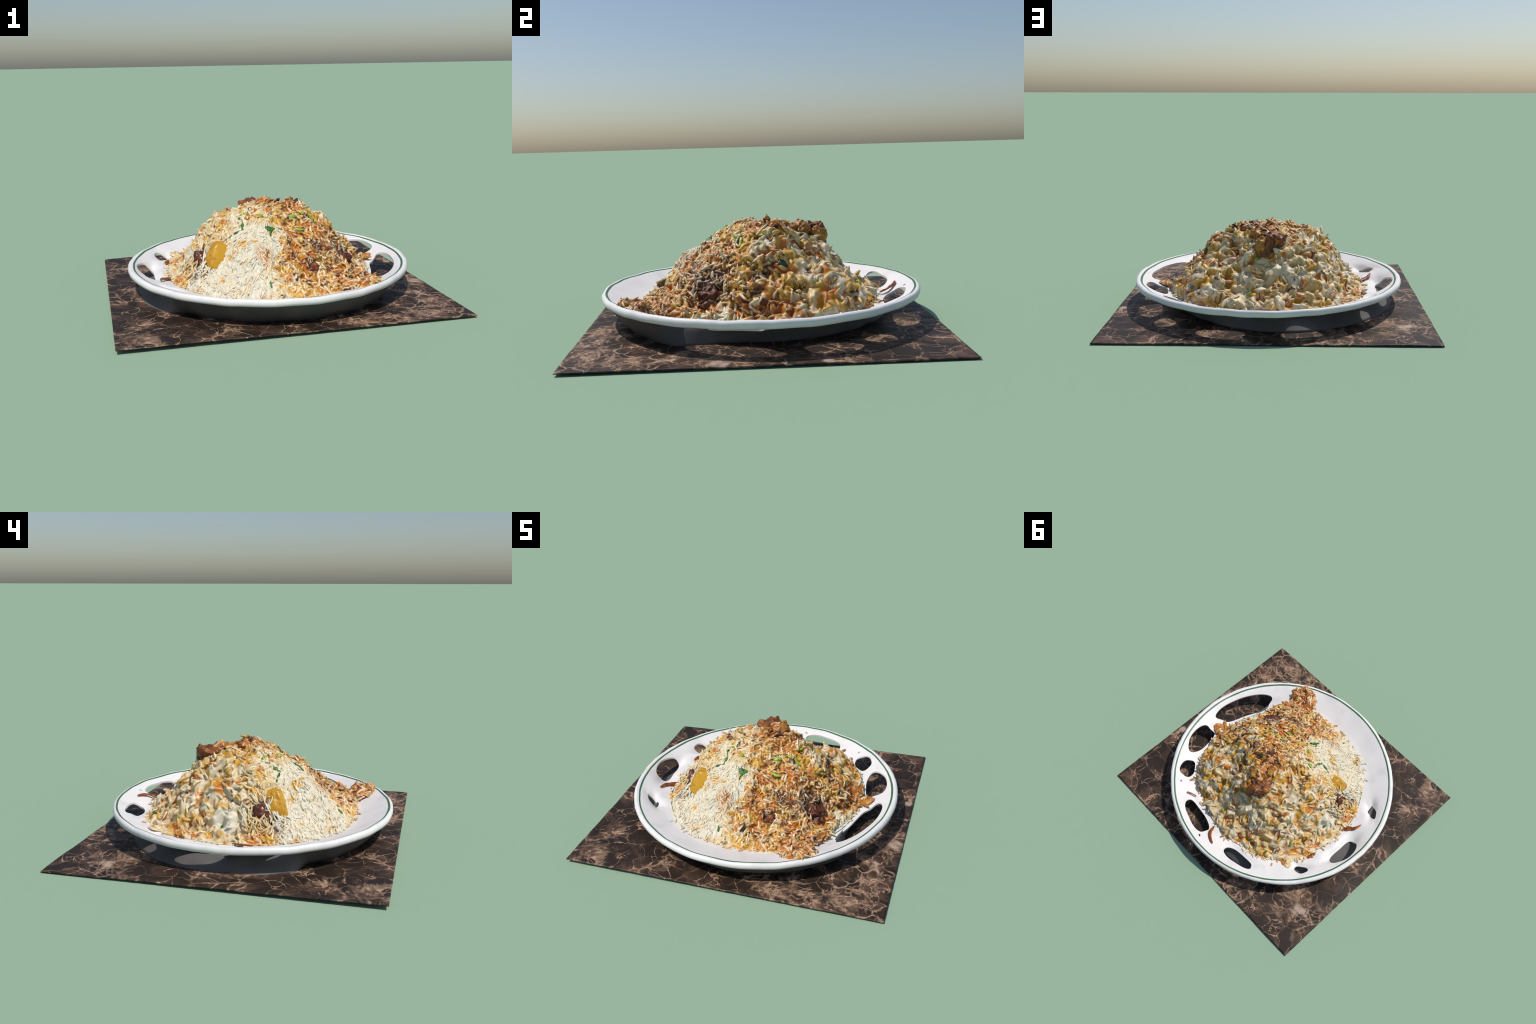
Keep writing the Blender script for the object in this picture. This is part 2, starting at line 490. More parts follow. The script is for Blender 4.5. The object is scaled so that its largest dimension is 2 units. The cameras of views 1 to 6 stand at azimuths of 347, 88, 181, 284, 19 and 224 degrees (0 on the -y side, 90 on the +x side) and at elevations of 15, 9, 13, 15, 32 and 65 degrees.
# local heaps and hollows: x, y, spread, height
HEAPS = [(0.196, 0.117, 0.035, 0.004), (0.42, -0.29, 0.06, -0.050), (0.22, -0.44, 0.04, -0.02),
         (-0.127, -0.44, 0.05, 0.015), (0.455, 0.295, 0.06, 0.040), (0.38, -0.03, 0.04, 0.02),
         (-0.40, 0.22, 0.08, -0.020), (0.00, -0.22, 0.07, 0.012), (0.0, 0.47, 0.07, -0.035), (-0.14, 0.54, 0.06, -0.02),
         (-0.48, -0.02, 0.07, -0.020), (-0.27, -0.53, 0.06, -0.035), (-0.04, -0.47, 0.05, -0.025), (0.27, 0.27, 0.06, -0.03),
         (0.05, -0.32, 0.06, 0.040), (0.19, -0.32, 0.06, 0.030), (0.32, -0.42, 0.06, 0.025), (0.46, -0.45, 0.06, 0.035),
         (0.42, 0.11, 0.06, 0.035), (0.58, 0.12, 0.05, 0.030), (0.36, 0.33, 0.05, 0.015), (0.04, -0.56, 0.05, 0.030),
         (0.24, -0.58, 0.06, 0.030), (-0.42, -0.18, 0.05, 0.010), (0.0, 0.27, 0.06, -0.010),
         (-0.05, -0.02, 0.09, -0.012), (0.12, 0.04, 0.07, -0.002), (-0.31, -0.37, 0.05, -0.035),
         (0.30, 0.15, 0.05, -0.020), (-0.29, 0.08, 0.06, 0.014), (0.12, -0.41, 0.05, 0.020), (-0.20, 0.12, 0.06, -0.010), (0.25, 0.48, 0.05, -0.02),
         (0.33, -0.13, 0.05, -0.020), (-0.43, 0.31, 0.05, -0.01), (0.20, 0.38, 0.06, -0.02), (-0.45, -0.37, 0.06, 0.015),
         (-0.22, -0.34, 0.05, 0.010), (0.52, -0.08, 0.05, 0.02), (-0.29, 0.32, 0.05, 0.015), (-0.33, -0.42, 0.06, -0.025)]
# spills on the rim: x, y, half axes, turn in degrees, height above the plate
SPILLS = [(0.385, -0.575, 0.170, 0.125, -52, 0.036), (0.685, 0.070, 0.080, 0.055, -20, 0.020),
          (-0.49, 0.43, 0.08, 0.05, -45, 0.012), (-0.25, -0.56, 0.06, 0.045, 10, 0.030)]


def cubic_periodic(table, x):
    """Catmull-Rom through rows of a periodic table at fractional rows x."""
    n = len(table)
    i = np.floor(x).astype(int)
    t = (x - i)[..., None] if table.ndim == 2 else x - i
    a, b, c, d = (table[(i + k) % n] for k in (-1, 0, 1, 2))
    return b + 0.5 * t * (c - a + t * (2 * a - 5 * b + 4 * c - d + t * (3 * (b - c) + d - a)))


_H = np.array([(MOUND_TOP,) + p[2] + (0.09,) for p in PROFILES])
_R = np.array([p[1] for p in PROFILES])
_STEP_X = np.linspace(0, 1, 161)


def _profile_table():
    """Monotone-ish smooth curves through every profile."""
    s = np.array(STEPS)
    out = []
    for row in _H:
        m = np.gradient(row, s)
        m[0] = 0
        k = np.clip(np.searchsorted(s, _STEP_X, "right") - 1, 0, len(s) - 2)
        h = s[k + 1] - s[k]
        t = (_STEP_X - s[k]) / h
        out.append((2 * t**3 - 3 * t**2 + 1) * row[k] + (t**3 - 2 * t**2 + t) * h * m[k]
                   + (-2 * t**3 + 3 * t**2) * row[k + 1] + (t**3 - t**2) * h * m[k + 1])
    return np.array(out)


_TABLE = _profile_table()


def mound_outline(theta):
    x = (theta % (2 * math.pi)) / (2 * math.pi) * len(PROFILES)
    wob = 0.012 * perlin(np.stack([np.cos(theta) * 6, np.sin(theta) * 6, theta * 0 + 2], -1))
    wob = wob + 0.012 * perlin(np.stack([np.cos(theta) * 17, np.sin(theta) * 17, theta * 0 + 2], -1))
    return cubic_periodic(_R, x) + wob


def mound_height(theta, s):
    x = (theta % (2 * math.pi)) / (2 * math.pi) * len(PROFILES)
    i = np.floor(x).astype(int)
    n = len(PROFILES)
    c = np.clip(s, 0, 1) * (len(_STEP_X) - 1)
    j = np.minimum(np.floor(c).astype(int), len(_STEP_X) - 2)
    fc = c - j
    def row(k):
        k = k % n
        return _TABLE[k, j] * (1 - fc) + _TABLE[k, j + 1] * fc
    a, b, cc, d = row(i - 1), row(i), row(i + 1), row(i + 2)
    t = x - i
    return b + 0.5 * t * (cc - a + t * (2 * a - 5 * b + 4 * cc - d + t * (3 * (b - cc) + d - a)))


def height_xy(x, y):
    """Smooth height of the food at a place, before the lumps."""
    x, y = np.asarray(x, float), np.asarray(y, float)
    dx, dy = x - MOUND_X, y - MOUND_Y
    th, r = np.arctan2(dy, dx), np.hypot(dx, dy)
    R = mound_outline(th)
    h = mound_height(th, r / R) - 0.020 * smooth(1.0, 0.85, r / R)
    for hx, hy, w, a in HEAPS:
        h = h + a * np.exp(-((x - hx) ** 2 + (y - hy) ** 2) / (2 * w * w))
    ground = plate_height(np.hypot(x - PLATE_X, y - PLATE_Y))
    sink = (r / R - 1.0) * 0.35
    h = np.where(r > R, ground - 0.004 - np.minimum(sink, 0.02), np.maximum(h, ground - 0.006))
    for sx, sy, ax, ay, deg, a in SPILLS:
        c, s = math.cos(math.radians(deg)), math.sin(math.radians(deg))
        u, v = ((x - sx) * c + (y - sy) * s) / ax, (-(x - sx) * s + (y - sy) * c) / ay
        q = u * u + v * v + 0.9 * perlin(np.stack([x * 14, y * 14, x * 0 + 9], -1)) + 0.5 * perlin(np.stack([x * 34, y * 34, x * 0 + 3], -1))
        h = np.maximum(h, ground - 0.008 + (a + 0.008) * np.sqrt(np.clip(1 - q, 0, 1)) - 0.02 * np.clip(q - 1, 0, 1))
    return h


def white_zone(x, y):
    """Where the plain, fine, steamed rice lies: the front left."""
    d = np.minimum(np.hypot((x + 0.30) / 0.30, (y + 0.45) / 0.22), np.hypot((x + 0.12) / 0.17, (y + 0.33) / 0.17))
    d = d + 0.35 * perlin(np.stack([x * 9, y * 9, x * 0 + 4.4], -1))
    return smooth(1.25, 0.70, d)


def back_zone(x, y):
    return smooth(-0.12, 0.12, y + 0.25 * x * 0 + 0.35 * np.clip(-x - 0.2, 0, 1) + 0.3 * np.clip(x - 0.25, 0, 1))


def surface_normals(p):
    """Normals of a closed polar grid of points [rows, cols, 3]."""
    du = np.roll(p, -1, 1) - np.roll(p, 1, 1)
    dv = np.gradient(p, axis=0)
    n = np.cross(dv, du)
    n /= np.linalg.norm(n, axis=-1, keepdims=True) + 1e-12
    return n * np.sign(n[..., 2:3] + 1e-9)


def lumps(p, white, back):
    b = 1 - np.abs(perlin(p * 11 + 3)) * 2.4          # rounded ridges
    c = perlin(p * 17 + 11)                           # soft lumps about 6 cm apart
    d = perlin(p * 36 + 5)
    e = perlin(p * 90 + 1)
    rough = 1 - 0.65 * white
    return (0.018 * (b - 0.45) * (0.7 + 0.5 * back) + 0.034 * c * (0.8 + 0.7 * back) + 0.012 * d * (1 - 0.5 * back) + 0.004 * e * (1 - 0.6 * back)) * rough


def build_mound_grid(rows=230, cols=760):
    th = np.arange(cols) * 2 * math.pi / cols
    s = np.linspace(0.002, 1, rows) ** 0.8 * 0.86
    T, R = np.meshgrid(th, s)
    X, Y = MOUND_X + R * np.cos(T), MOUND_Y + R * np.sin(T)
    Z = height_xy(X, Y)
    p = np.stack([X, Y, Z], -1)
    n = surface_normals(p)
    g = plate_height(np.hypot(X - PLATE_X, Y - PLATE_Y))
    live = smooth(-0.002, 0.03, Z - g)
    p = p + n * (lumps(p, white_zone(X, Y), back_zone(X, Y)) * live)[..., None]
    return p, surface_normals(p), live


# --------------------------------------------------------------------------
# colours of the rice
# --------------------------------------------------------------------------
def rice_material(name, tint, pale, sauce, creases=False):
    """tint: brightness; pale: pull towards bare rice; sauce: how readily stains show."""
    n = Nodes(name, 0.42, 0.4)
    p = n.position()
    w = n.warp(p, 8.0, 0.17)

    def zone(x, y, z, r0, r1, squash=(1, 1, 1)):
        a = n.vmath("MULTIPLY", n.vmath("SUBTRACT", w, (x, y, z)), squash)
        return n.step(n.vmath("LENGTH", a), r1, r0)

    def most(*v):
        out = v[0]
        for k in v[1:]:
            out = n.math("MAXIMUM", out, k)
        return out

    white = most(zone(-0.33, -0.46, 0.18, 0.22, 0.33), zone(-0.14, -0.34, 0.37, 0.12, 0.20), zone(-0.20, -0.52, 0.2, 0.10, 0.2),
                 zone(-0.52, 0.02, 0.20, 0.05, 0.16), zone(-0.45, -0.25, 0.33, 0.04, 0.12))
    white = n.math("MULTIPLY", white, n.step(n.noise(p, 11.0, 3.0, 0.6), 0.30, 0.46))
    saffron = most(zone(0.28, -0.32, 0.30, 0.22, 0.42), zone(0.42, -0.62, 0.18, 0.10, 0.24), zone(0.10, 0.02, 0.55, 0.10, 0.26),
                   zone(0.66, 0.08, 0.15, 0.06, 0.16), zone(0.5, -0.05, 0.25, 0.1, 0.3))
    back = n.step(n.vmath("DISTANCE", w, (-0.15, 0.55, 0.2)), 0.62, 0.30)
    sep = n.t.nodes.new("ShaderNodeSeparateXYZ")
    n.put(sep.inputs[0], w)

    def stain(scale, lo, hi, plus, minus, seed):
        v = n.noise(n.vmath("ADD", p, (seed, seed * 0.7, 0)), scale, 3.0, 0.55, 0.4)
        v = n.math("ADD", v, n.math("MULTIPLY", saffron, plus))
        v = n.math("SUBTRACT", v, n.math("MULTIPLY", white, minus))
        v = n.math("SUBTRACT", v, n.math("MULTIPLY", back, minus * 0.10))
        return n.math("MULTIPLY", n.step(v, lo, hi), sauce)

    cream = n.mix(n.noise(p, 16.0, 2.0), (0.58, 0.41, 0.16), (0.72, 0.58, 0.33))
    cream = n.mix(n.step(n.noise(p, 8.0, 2.0), 0.40, 0.58), cream, (0.75, 0.66, 0.47))
    col = n.mix(white, cream, n.mix(n.noise(p, 30.0, 2.0), (0.63, 0.59, 0.45), (0.74, 0.71, 0.61)))
    col = n.mix(stain(9.0, 0.49, 0.60, 0.10, 0.12, 3.1), col, (0.62, 0.33, 0.03))
    col = n.mix(stain(12.0, 0.565, 0.63, 0.095, 0.22, 7.7), col, (0.54, 0.17, 0.012))
    col = n.mix(stain(18.0, 0.60, 0.68, 0.075, 0.22, 1.3), col, (0.11, 0.024, 0.006))
    # bare meat and masala showing through
    dark = most(zone(0.42, -0.26, 0.27, 0.06, 0.125), zone(0.29, -0.34, 0.29, 0.05, 0.11), zone(0.19, -0.44, 0.23, 0.035, 0.08),
                zone(-0.44, -0.19, 0.22, 0.07, 0.13), zone(-0.44, -0.25, 0.14, 0.04, 0.10))
    col = n.mix(n.math("MULTIPLY", dark, sauce if creases else 0.25 * sauce), col, (0.060, 0.012, 0.007))
    rust = most(zone(-0.11, -0.46, 0.32, 0.03, 0.08), zone(0.42, -0.61, 0.18, 0.06, 0.12), zone(0.65, 0.09, 0.15, 0.05, 0.09),
                zone(0.16, -0.56, 0.16, 0.02, 0.07), zone(0.32, -0.31, 0.35, 0.02, 0.06), zone(0.24, 0.30, 0.39, 0.03, 0.09),
                zone(0.57, 0.14, 0.19, 0.02, 0.06), zone(0.07, 0.06, 0.56, 0.06, 0.17), zone(0.03, 0.22, 0.52, 0.05, 0.13), zone(-0.44, 0.40, 0.14, 0.01, 0.05))
    rust = n.math("MULTIPLY", n.math("MULTIPLY", rust, n.step(n.noise(p, 21.0, 2.0), 0.34, 0.56)), sauce)
    col = n.mix(rust, col, n.mix(n.noise(p, 40.0, 2.0), (0.28, 0.062, 0.008), (0.62, 0.26, 0.035)))
    sun = most(zone(-0.26, -0.55, 0.16, 0.02, 0.06), zone(-0.57, 0.02, 0.14, 0.02, 0.05), zone(0.03, -0.61, 0.13, 0.01, 0.05),
               zone(-0.11, 0.07, 0.52, 0.02, 0.05))
    col = n.mix(n.math("MULTIPLY", sun, 0.8), col, (0.66, 0.38, 0.06))
    col = n.mix(pale, col, (0.77, 0.64, 0.42))
    if creases:      # gaps between the strands tinted dark amber, raised strands paler
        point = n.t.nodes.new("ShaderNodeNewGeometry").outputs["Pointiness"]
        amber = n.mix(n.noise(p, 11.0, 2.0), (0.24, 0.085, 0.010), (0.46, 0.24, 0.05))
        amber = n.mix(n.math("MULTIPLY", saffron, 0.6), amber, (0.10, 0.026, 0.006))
        gap_tint = n.math("MULTIPLY", n.step(point, 0.505, 0.465), n.math("SUBTRACT", n.math("ADD", 0.48, n.math("MULTIPLY", saffron, 0.40)), n.math("MULTIPLY", white, 0.25)))
        col = n.mix(gap_tint, col, amber)
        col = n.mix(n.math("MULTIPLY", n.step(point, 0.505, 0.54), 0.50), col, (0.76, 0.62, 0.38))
    col = n.mix(1.0, col, (tint, tint, tint), "MULTIPLY")
    n.put(n.b.inputs["Subsurface Weight"], 0.0)
    n.bump(n.noise(p, 140.0, 2.0), 0.15, 0.003)
    return n.colour(col)


def simple_food(name, a, b, scale, spots=None, rough=0.4):
    n = Nodes(name, rough, 0.45)
    p = n.position()
    col = n.mix(n.step(n.noise(p, scale, 4.0, 0.6, 0.5), 0.32, 0.68), a, b)
    if spots:
        col = n.mix(n.step(n.noise(p, scale * 2.2, 2.0), 0.58, 0.72), col, spots)
    n.bump(n.noise(p, scale * 3, 3.0), 0.3, 0.004)
    return n.colour(col)


# --------------------------------------------------------------------------
# rice grains
# --------------------------------------------------------------------------
GRAIN_RINGS, GRAIN_SIDES = 7, 6


def grain_batch(pos, axis, up, length, radius, bend):
    """Bent, tapered grains as one array of vertices and one of faces."""
    N = len(pos)
    side = np.cross(up, axis)
    side /= np.linalg.norm(side, axis=1, keepdims=True) + 1e-9
    t = np.linspace(-1, 1, GRAIN_RINGS)
    width = np.sqrt(np.clip(1 - np.abs(t) ** 2.6, 0, 1)) * 0.92 + 0.10
    ang = np.arange(GRAIN_SIDES) * 2 * math.pi / GRAIN_SIDES
    spine = (pos[:, None] + axis[:, None] * (t[None, :, None] * length[:, None, None] / 2)
             + side[:, None] * ((t ** 2 - 0.4)[None, :, None] * (bend * length)[:, None, None])
             - up[:, None] * ((t ** 2)[None, :, None] * (np.abs(bend) * 0.5 * length)[:, None, None]))
    rad = radius[:, None, None, None] * width[None, :, None, None]
    v = (spine[:, :, None] + side[:, None, None] * np.cos(ang)[None, None, :, None] * rad
         + up[:, None, None] * np.sin(ang)[None, None, :, None] * rad * 0.9)
    per = GRAIN_RINGS * GRAIN_SIDES
    f = grid_faces(GRAIN_RINGS, GRAIN_SIDES, True)
    caps = []
    for base in (0, (GRAIN_RINGS - 1) * GRAIN_SIDES):
        c = [base + k for k in range(GRAIN_SIDES)]
        c = c[::-1] if base == 0 else c
        caps += [(c[0], c[1], c[2], c[3]), (c[0], c[3], c[4], c[5])]
    f = np.vstack([f, caps])
    faces = (f[None] + (np.arange(N) * per)[:, None, None]).reshape(-1, 4)
    return v.reshape(-1, 3), faces


def orthonormal(n):
    a = np.where(np.abs(n[:, 2:3]) < 0.9, (0, 0, 1.0), (1.0, 0, 0))
    t = np.cross(n, a)
    t /= np.linalg.norm(t, axis=1, keepdims=True)
    return t, np.cross(n, t)


def scatter(grid, normals, live, count):
    """Random places on the mound, spread evenly by area."""
    a = np.linalg.norm(np.cross(np.roll(grid, -1, 1)[:-1] - grid[:-1], grid[1:] - grid[:-1]), axis=-1)
    a = a * (live[:-1] > 0.25)
    cdf = np.cumsum(a.ravel())
    k = np.searchsorted(cdf, rng.random(count) * cdf[-1])
    i, j = np.unravel_index(np.minimum(k, a.size - 1), a.shape)
    u, v = rng.random(count)[:, None], rng.random(count)[:, None]
    j2 = (j + 1) % grid.shape[1]
    p = (grid[i, j] * (1 - u) + grid[i, j2] * u) * (1 - v) + (grid[i + 1, j] * (1 - u) + grid[i + 1, j2] * u) * v
    n = normals[i, j] + normals[i + 1, j2]
    return p, n / np.linalg.norm(n, axis=1, keepdims=True)


BARE = [(0.42, -0.27, 0.27, 0.075), (0.30, -0.34, 0.30, 0.05), (0.19, -0.44, 0.23, 0.045), (-0.43, -0.19, 0.22, 0.09),
        (-0.44, -0.26, 0.13, 0.05), (-0.31, -0.28, 0.26, 0.075), (0.0, 0.33, 0.46, 0.10), (0.04, 0.10, 0.56, 0.06)]


def strand_layout(grid, normals, live, count):
    """Thick soft strands for the body of the heap, mostly on its sides and back."""
    p, n = scatter(grid, normals, live, count)
    bz = back_zone(p[:, 0], p[:, 1])
    keep = rng.random(count) > 0.80 * bz
    for x, y, z, r in BARE[-2:]:
        keep &= np.linalg.norm(p - (x, y, z), axis=1) > r
    p, n, bz = p[keep], n[keep], bz[keep]
    wz = white_zone(p[:, 0], p[:, 1])
    m = len(p)
    t, b = orthonormal(n)
    ang = perlin(p * 5 + 61) * 10 + rng.normal(0, 0.6, m)
    down = np.arctan2((b * (0, 0, -1)).sum(1), (t * (0, 0, -1)).sum(1))
    ang = np.where(rng.random(m) < 0.35 + 0.4 * wz, down + rng.normal(0, 0.5, m), ang)
    axis = t * np.cos(ang)[:, None] + b * np.sin(ang)[:, None]
    pitch = rng.normal(0, 0.30, m)
    axis = axis * np.cos(pitch)[:, None] + n * np.sin(pitch)[:, None]
    up = n - axis * (n * axis).sum(1)[:, None]
    up /= np.linalg.norm(up, axis=1, keepdims=True)
    length = rng.uniform(0.045, 0.095, m) * (1 - 0.25 * wz)
    radius = rng.uniform(0.0065, 0.0105, m) * (1 - 0.45 * wz) * (1 + 0.25 * bz)
    p = p + n * (radius * rng.uniform(-0.7, 0.6, m))[:, None]
    return p, axis, up, length, radius, rng.normal(0, 0.16, m)


def grain_layout(grid, normals, live, count):
    p, n = scatter(grid, normals, live, count)
    keep = np.ones(count, bool)
    for x, y, z, r in BARE:
        d = np.linalg.norm(p - (x, y, z), axis=1)
        keep &= (d > r) | (rng.random(count) < (0.08 if y > 0.05 else 0.5))
    wz = white_zone(p[:, 0], p[:, 1])
    keep &= rng.random(count) < 0.25 * (1 - 0.88 * back_zone(p[:, 0], p[:, 1])) * (1 - wz) + 0.85 * wz
    p, n = p[keep], n[keep]
    m = len(p)
    wz, bz = white_zone(p[:, 0], p[:, 1]), back_zone(p[:, 0], p[:, 1])
    t, b = orthonormal(n)
    # locks of grains share a direction that drifts over the mound; plain rice runs downhill
    drift = perlin(p * 6 + 31) * 9 + rng.normal(0, 0.75, m)
    down = np.arctan2((b * (0, 0, -1)).sum(1), (t * (0, 0, -1)).sum(1))
    ang = np.where(rng.random(m) < 0.55 * wz + 0.3, down + rng.normal(0, 0.45, m), drift)
    axis = t * np.cos(ang)[:, None] + b * np.sin(ang)[:, None]
    pitch = rng.normal(0, 0.22, m)
    axis = axis * np.cos(pitch)[:, None] + n * np.sin(pitch)[:, None]
    axis /= np.linalg.norm(axis, axis=1, keepdims=True)
    up = n - axis * (n * axis).sum(1)[:, None]
    up /= np.linalg.norm(up, axis=1, keepdims=True)
    length = rng.uniform(0.048, 0.098, m) * (1 - 0.30 * wz)
    radius = rng.uniform(0.0058, 0.0092, m) * (1 - 0.38 * wz)
    bend = rng.normal(0, 0.18, m)
    p = p + n * (radius * rng.uniform(-0.7, 0.75, m) * (1 - 0.45 * bz))[:, None]
    return p, axis, up, length, radius, bend


# --------------------------------------------------------------------------
# the other ingredients
# --------------------------------------------------------------------------
def chunk_mesh(name, size, seed, rough=0.25, freq=2.2, boxy=0.0, res=48):
    """A torn lump: an ellipsoid (or a softened box) with folds and pits."""
    th = np.arange(res * 2) * math.pi / res
    ph = np.linspace(0.01, math.pi - 0.01, res)
    T, P = np.meshgrid(th, ph)
    d = np.stack([np.sin(P) * np.cos(T), np.sin(P) * np.sin(T), np.cos(P)], -1)
    if boxy:
        q = (np.abs(d) ** 5).sum(-1) ** (-1 / 5)
        d = d * (1 + (q - 1) * boxy)[..., None]
    ridged = 0.5 - np.abs(perlin(d * freq * 1.6 + seed * 3.3)) * 1.6
    k = 1 + rough * (perlin(d * freq + seed) + 0.6 * ridged + 0.25 * perlin(d * freq * 3 + seed) + 0.08 * perlin(d * freq * 9 + seed))
    v = (d * k[..., None] * np.array(size)).reshape(-1, 3)
    n = len(v)
    v = np.vstack([v, v[:res * 2].mean(0), v[-res * 2:].mean(0)])
    f = [tuple(x) for x in grid_faces(res, res * 2, True)[:, ::-1]]
    w = res * 2
    f += [(n, k2, (k2 + 1) % w) for k2 in range(w)]
    last = (res - 1) * w
    f += [(n + 1, last + (k2 + 1) % w, last + k2) for k2 in range(w)]
    return make_mesh(name, v, np.array(f, dtype=object))


class Surface:
    """Looks up the lumpy food surface, and the plate around it."""
    def __init__(self, grid, normals):
        self.g, self.n = grid.reshape(-1, 3), normals.reshape(-1, 3)

    def at(self, x, y):
        d = (self.g[:, 0] - x) ** 2 + (self.g[:, 1] - y) ** 2
        near = np.argsort(d)[:7]
        p, n = self.g[near].mean(0), self.n[near].mean(0)
        r = math.hypot(x - PLATE_X, y - PLATE_Y)
        plate = float(plate_height(r))
        if plate > p[2]:
            c = (x - PLATE_X) / r, (y - PLATE_Y) / r
            return np.array([x, y, plate + 0.002]), np.array([-0.32 * c[0], -0.32 * c[1], 0.95])
        return np.array([x, y, p[2]]), n / np.linalg.norm(n)


def strip_mesh(name, surf, path, widths, thick, lift=0.006, curl=0.0, seed=0, steps=26):
    """A flattened, slightly twisted strip that lies along a path on the food."""
    path = np.array(path, float)
    key = np.linspace(0, len(path) - 1, steps)
    i = np.clip(np.floor(key).astype(int), 0, len(path) - 2)
    t = (key - i)[:, None]
    pad = np.vstack([2 * path[0] - path[1], path, 2 * path[-1] - path[-2]])
    a, b, c, d = pad[i], pad[i + 1], pad[i + 2], pad[i + 3]
    xy = b + 0.5 * t * (c - a + t * (2 * a - 5 * b + 4 * c - d + t * (3 * (b - c) + d - a)))
    pts, nrm = zip(*[surf.at(*q) for q in xy])
    pts, nrm = np.array(pts), np.array(nrm)
    for _ in range(3):
        pts[1:-1] = (pts[:-2] + 2 * pts[1:-1] + pts[2:]) / 4
        nrm[1:-1] = (nrm[:-2] + 2 * nrm[1:-1] + nrm[2:]) / 4
    s = np.linspace(0, 1, steps)
    wob = perlin(np.stack([s * 6 + seed, s * 0 + seed * 2, s * 0], -1))
    pts = pts + nrm * (lift + curl * np.sin(s * math.pi) + 0.004 * wob)[:, None]
    tan = np.gradient(pts, axis=0)
    tan /= np.linalg.norm(tan, axis=1, keepdims=True) + 1e-9
    side = np.cross(nrm, tan)
    side /= np.linalg.norm(side, axis=1, keepdims=True) + 1e-9
    up = np.cross(tan, side)
    tw = wob * 0.9
    side, up = side * np.cos(tw)[:, None] + up * np.sin(tw)[:, None], up * np.cos(tw)[:, None] - side * np.sin(tw)[:, None]
    w = np.interp(s, np.linspace(0, 1, len(widths)), widths) * (1 + 0.3 * perlin(np.stack([s * 9, s * 0 + seed, s * 0], -1)))
    w = w * np.sqrt(np.clip(1 - (2 * s - 1) ** 8, 0.06, 1))
    sides = 10
    ang = np.arange(sides) * 2 * math.pi / sides
    v = (pts[:, None] + side[:, None] * (np.cos(ang)[None, :, None] * w[:, None, None])
         + up[:, None] * (np.sin(ang)[None, :, None] * np.minimum(thick, w)[:, None, None]))
    v = v.reshape(-1, 3)
    f = [tuple(x) for x in grid_faces(steps, sides, True)]
    f += [tuple(range(sides))[::-1], tuple((steps - 1) * sides + k for k in range(sides))]
    return make_mesh(name, v, np.array(f, dtype=object))


def place(surf, x, y, sink, spin=0.0, tilt=None):
    p, n = surf.at(x, y)
    n = Vector(n if tilt is None else tilt).normalized()
    q = n.to_track_quat("Z", "Y")
    m = Matrix.Translation(Vector(p) - n * sink) @ q.to_matrix().to_4x4() @ Matrix.Rotation(spin, 4, "Z")
    return m


def fused_mound(grid, normals, live, voxel=0.0042):
    """Soft, sauce-bound rice: strands sunk in the heap and melted into one skin."""
    rows, cols = grid.shape[:2]
    v = grid.reshape(-1, 3)
    f = grid_faces(rows, cols, True)
    hub_top, hub_low = len(v), len(v) + 1
    low = np.array([[MOUND_X, MOUND_Y, -0.35]])
    a = np.arange(cols)
    b = (a + 1) % cols
    last = (rows - 1) * cols
    tri = [(hub_top, int(q), int(p)) for p, q in zip(a, b)] + [(hub_low, int(last + p), int(last + q)) for p, q in zip(a, b)]
    verts = np.vstack([v, grid[0].mean(0)[None], low])
    lay = list(strand_layout(grid, normals, live, 5200))
    gv, gf = grain_batch(*lay)
    off = len(verts)
    faces = [tuple(q) for q in f[:, ::-1]] + [t[::-1] for t in tri] + [tuple(q) for q in gf + off]
    me = make_mesh("rice_core", np.vstack([verts, gv]), np.array(faces, dtype=object))
    ob = add_object("rice_core", me)
    m = ob.modifiers.new("melt", "REMESH")
    m.mode, m.voxel_size, m.use_smooth_shade = "VOXEL", voxel, True
    m = ob.modifiers.new("soften", "SMOOTH")
    m.factor, m.iterations = 0.5, 3
    out = bpy.data.meshes.new_from_object(ob.evaluated_get(bpy.context.evaluated_depsgraph_get()))
    bpy.data.objects.remove(ob)
    n = len(out.vertices)
    co = np.empty(n * 3, np.float32)
    out.vertices.foreach_get("co", co)
    co = co.reshape(-1, 3).astype(float)
    q = np.empty(len(out.loops), np.int32)
    out.loops.foreach_get("vertex_index", q)
    q = q.reshape(-1, 4)
    # keep only what lies above the plate
    above = co[:, 2] > plate_height(np.hypot(co[:, 0] - PLATE_X, co[:, 1] - PLATE_Y)) - 0.005
    q = q[above[q].all(1)]
    used = np.unique(q)
    remap = np.zeros(n, int)
    remap[used] = np.arange(len(used))
    return make_mesh("rice_mound", co[used], remap[q])


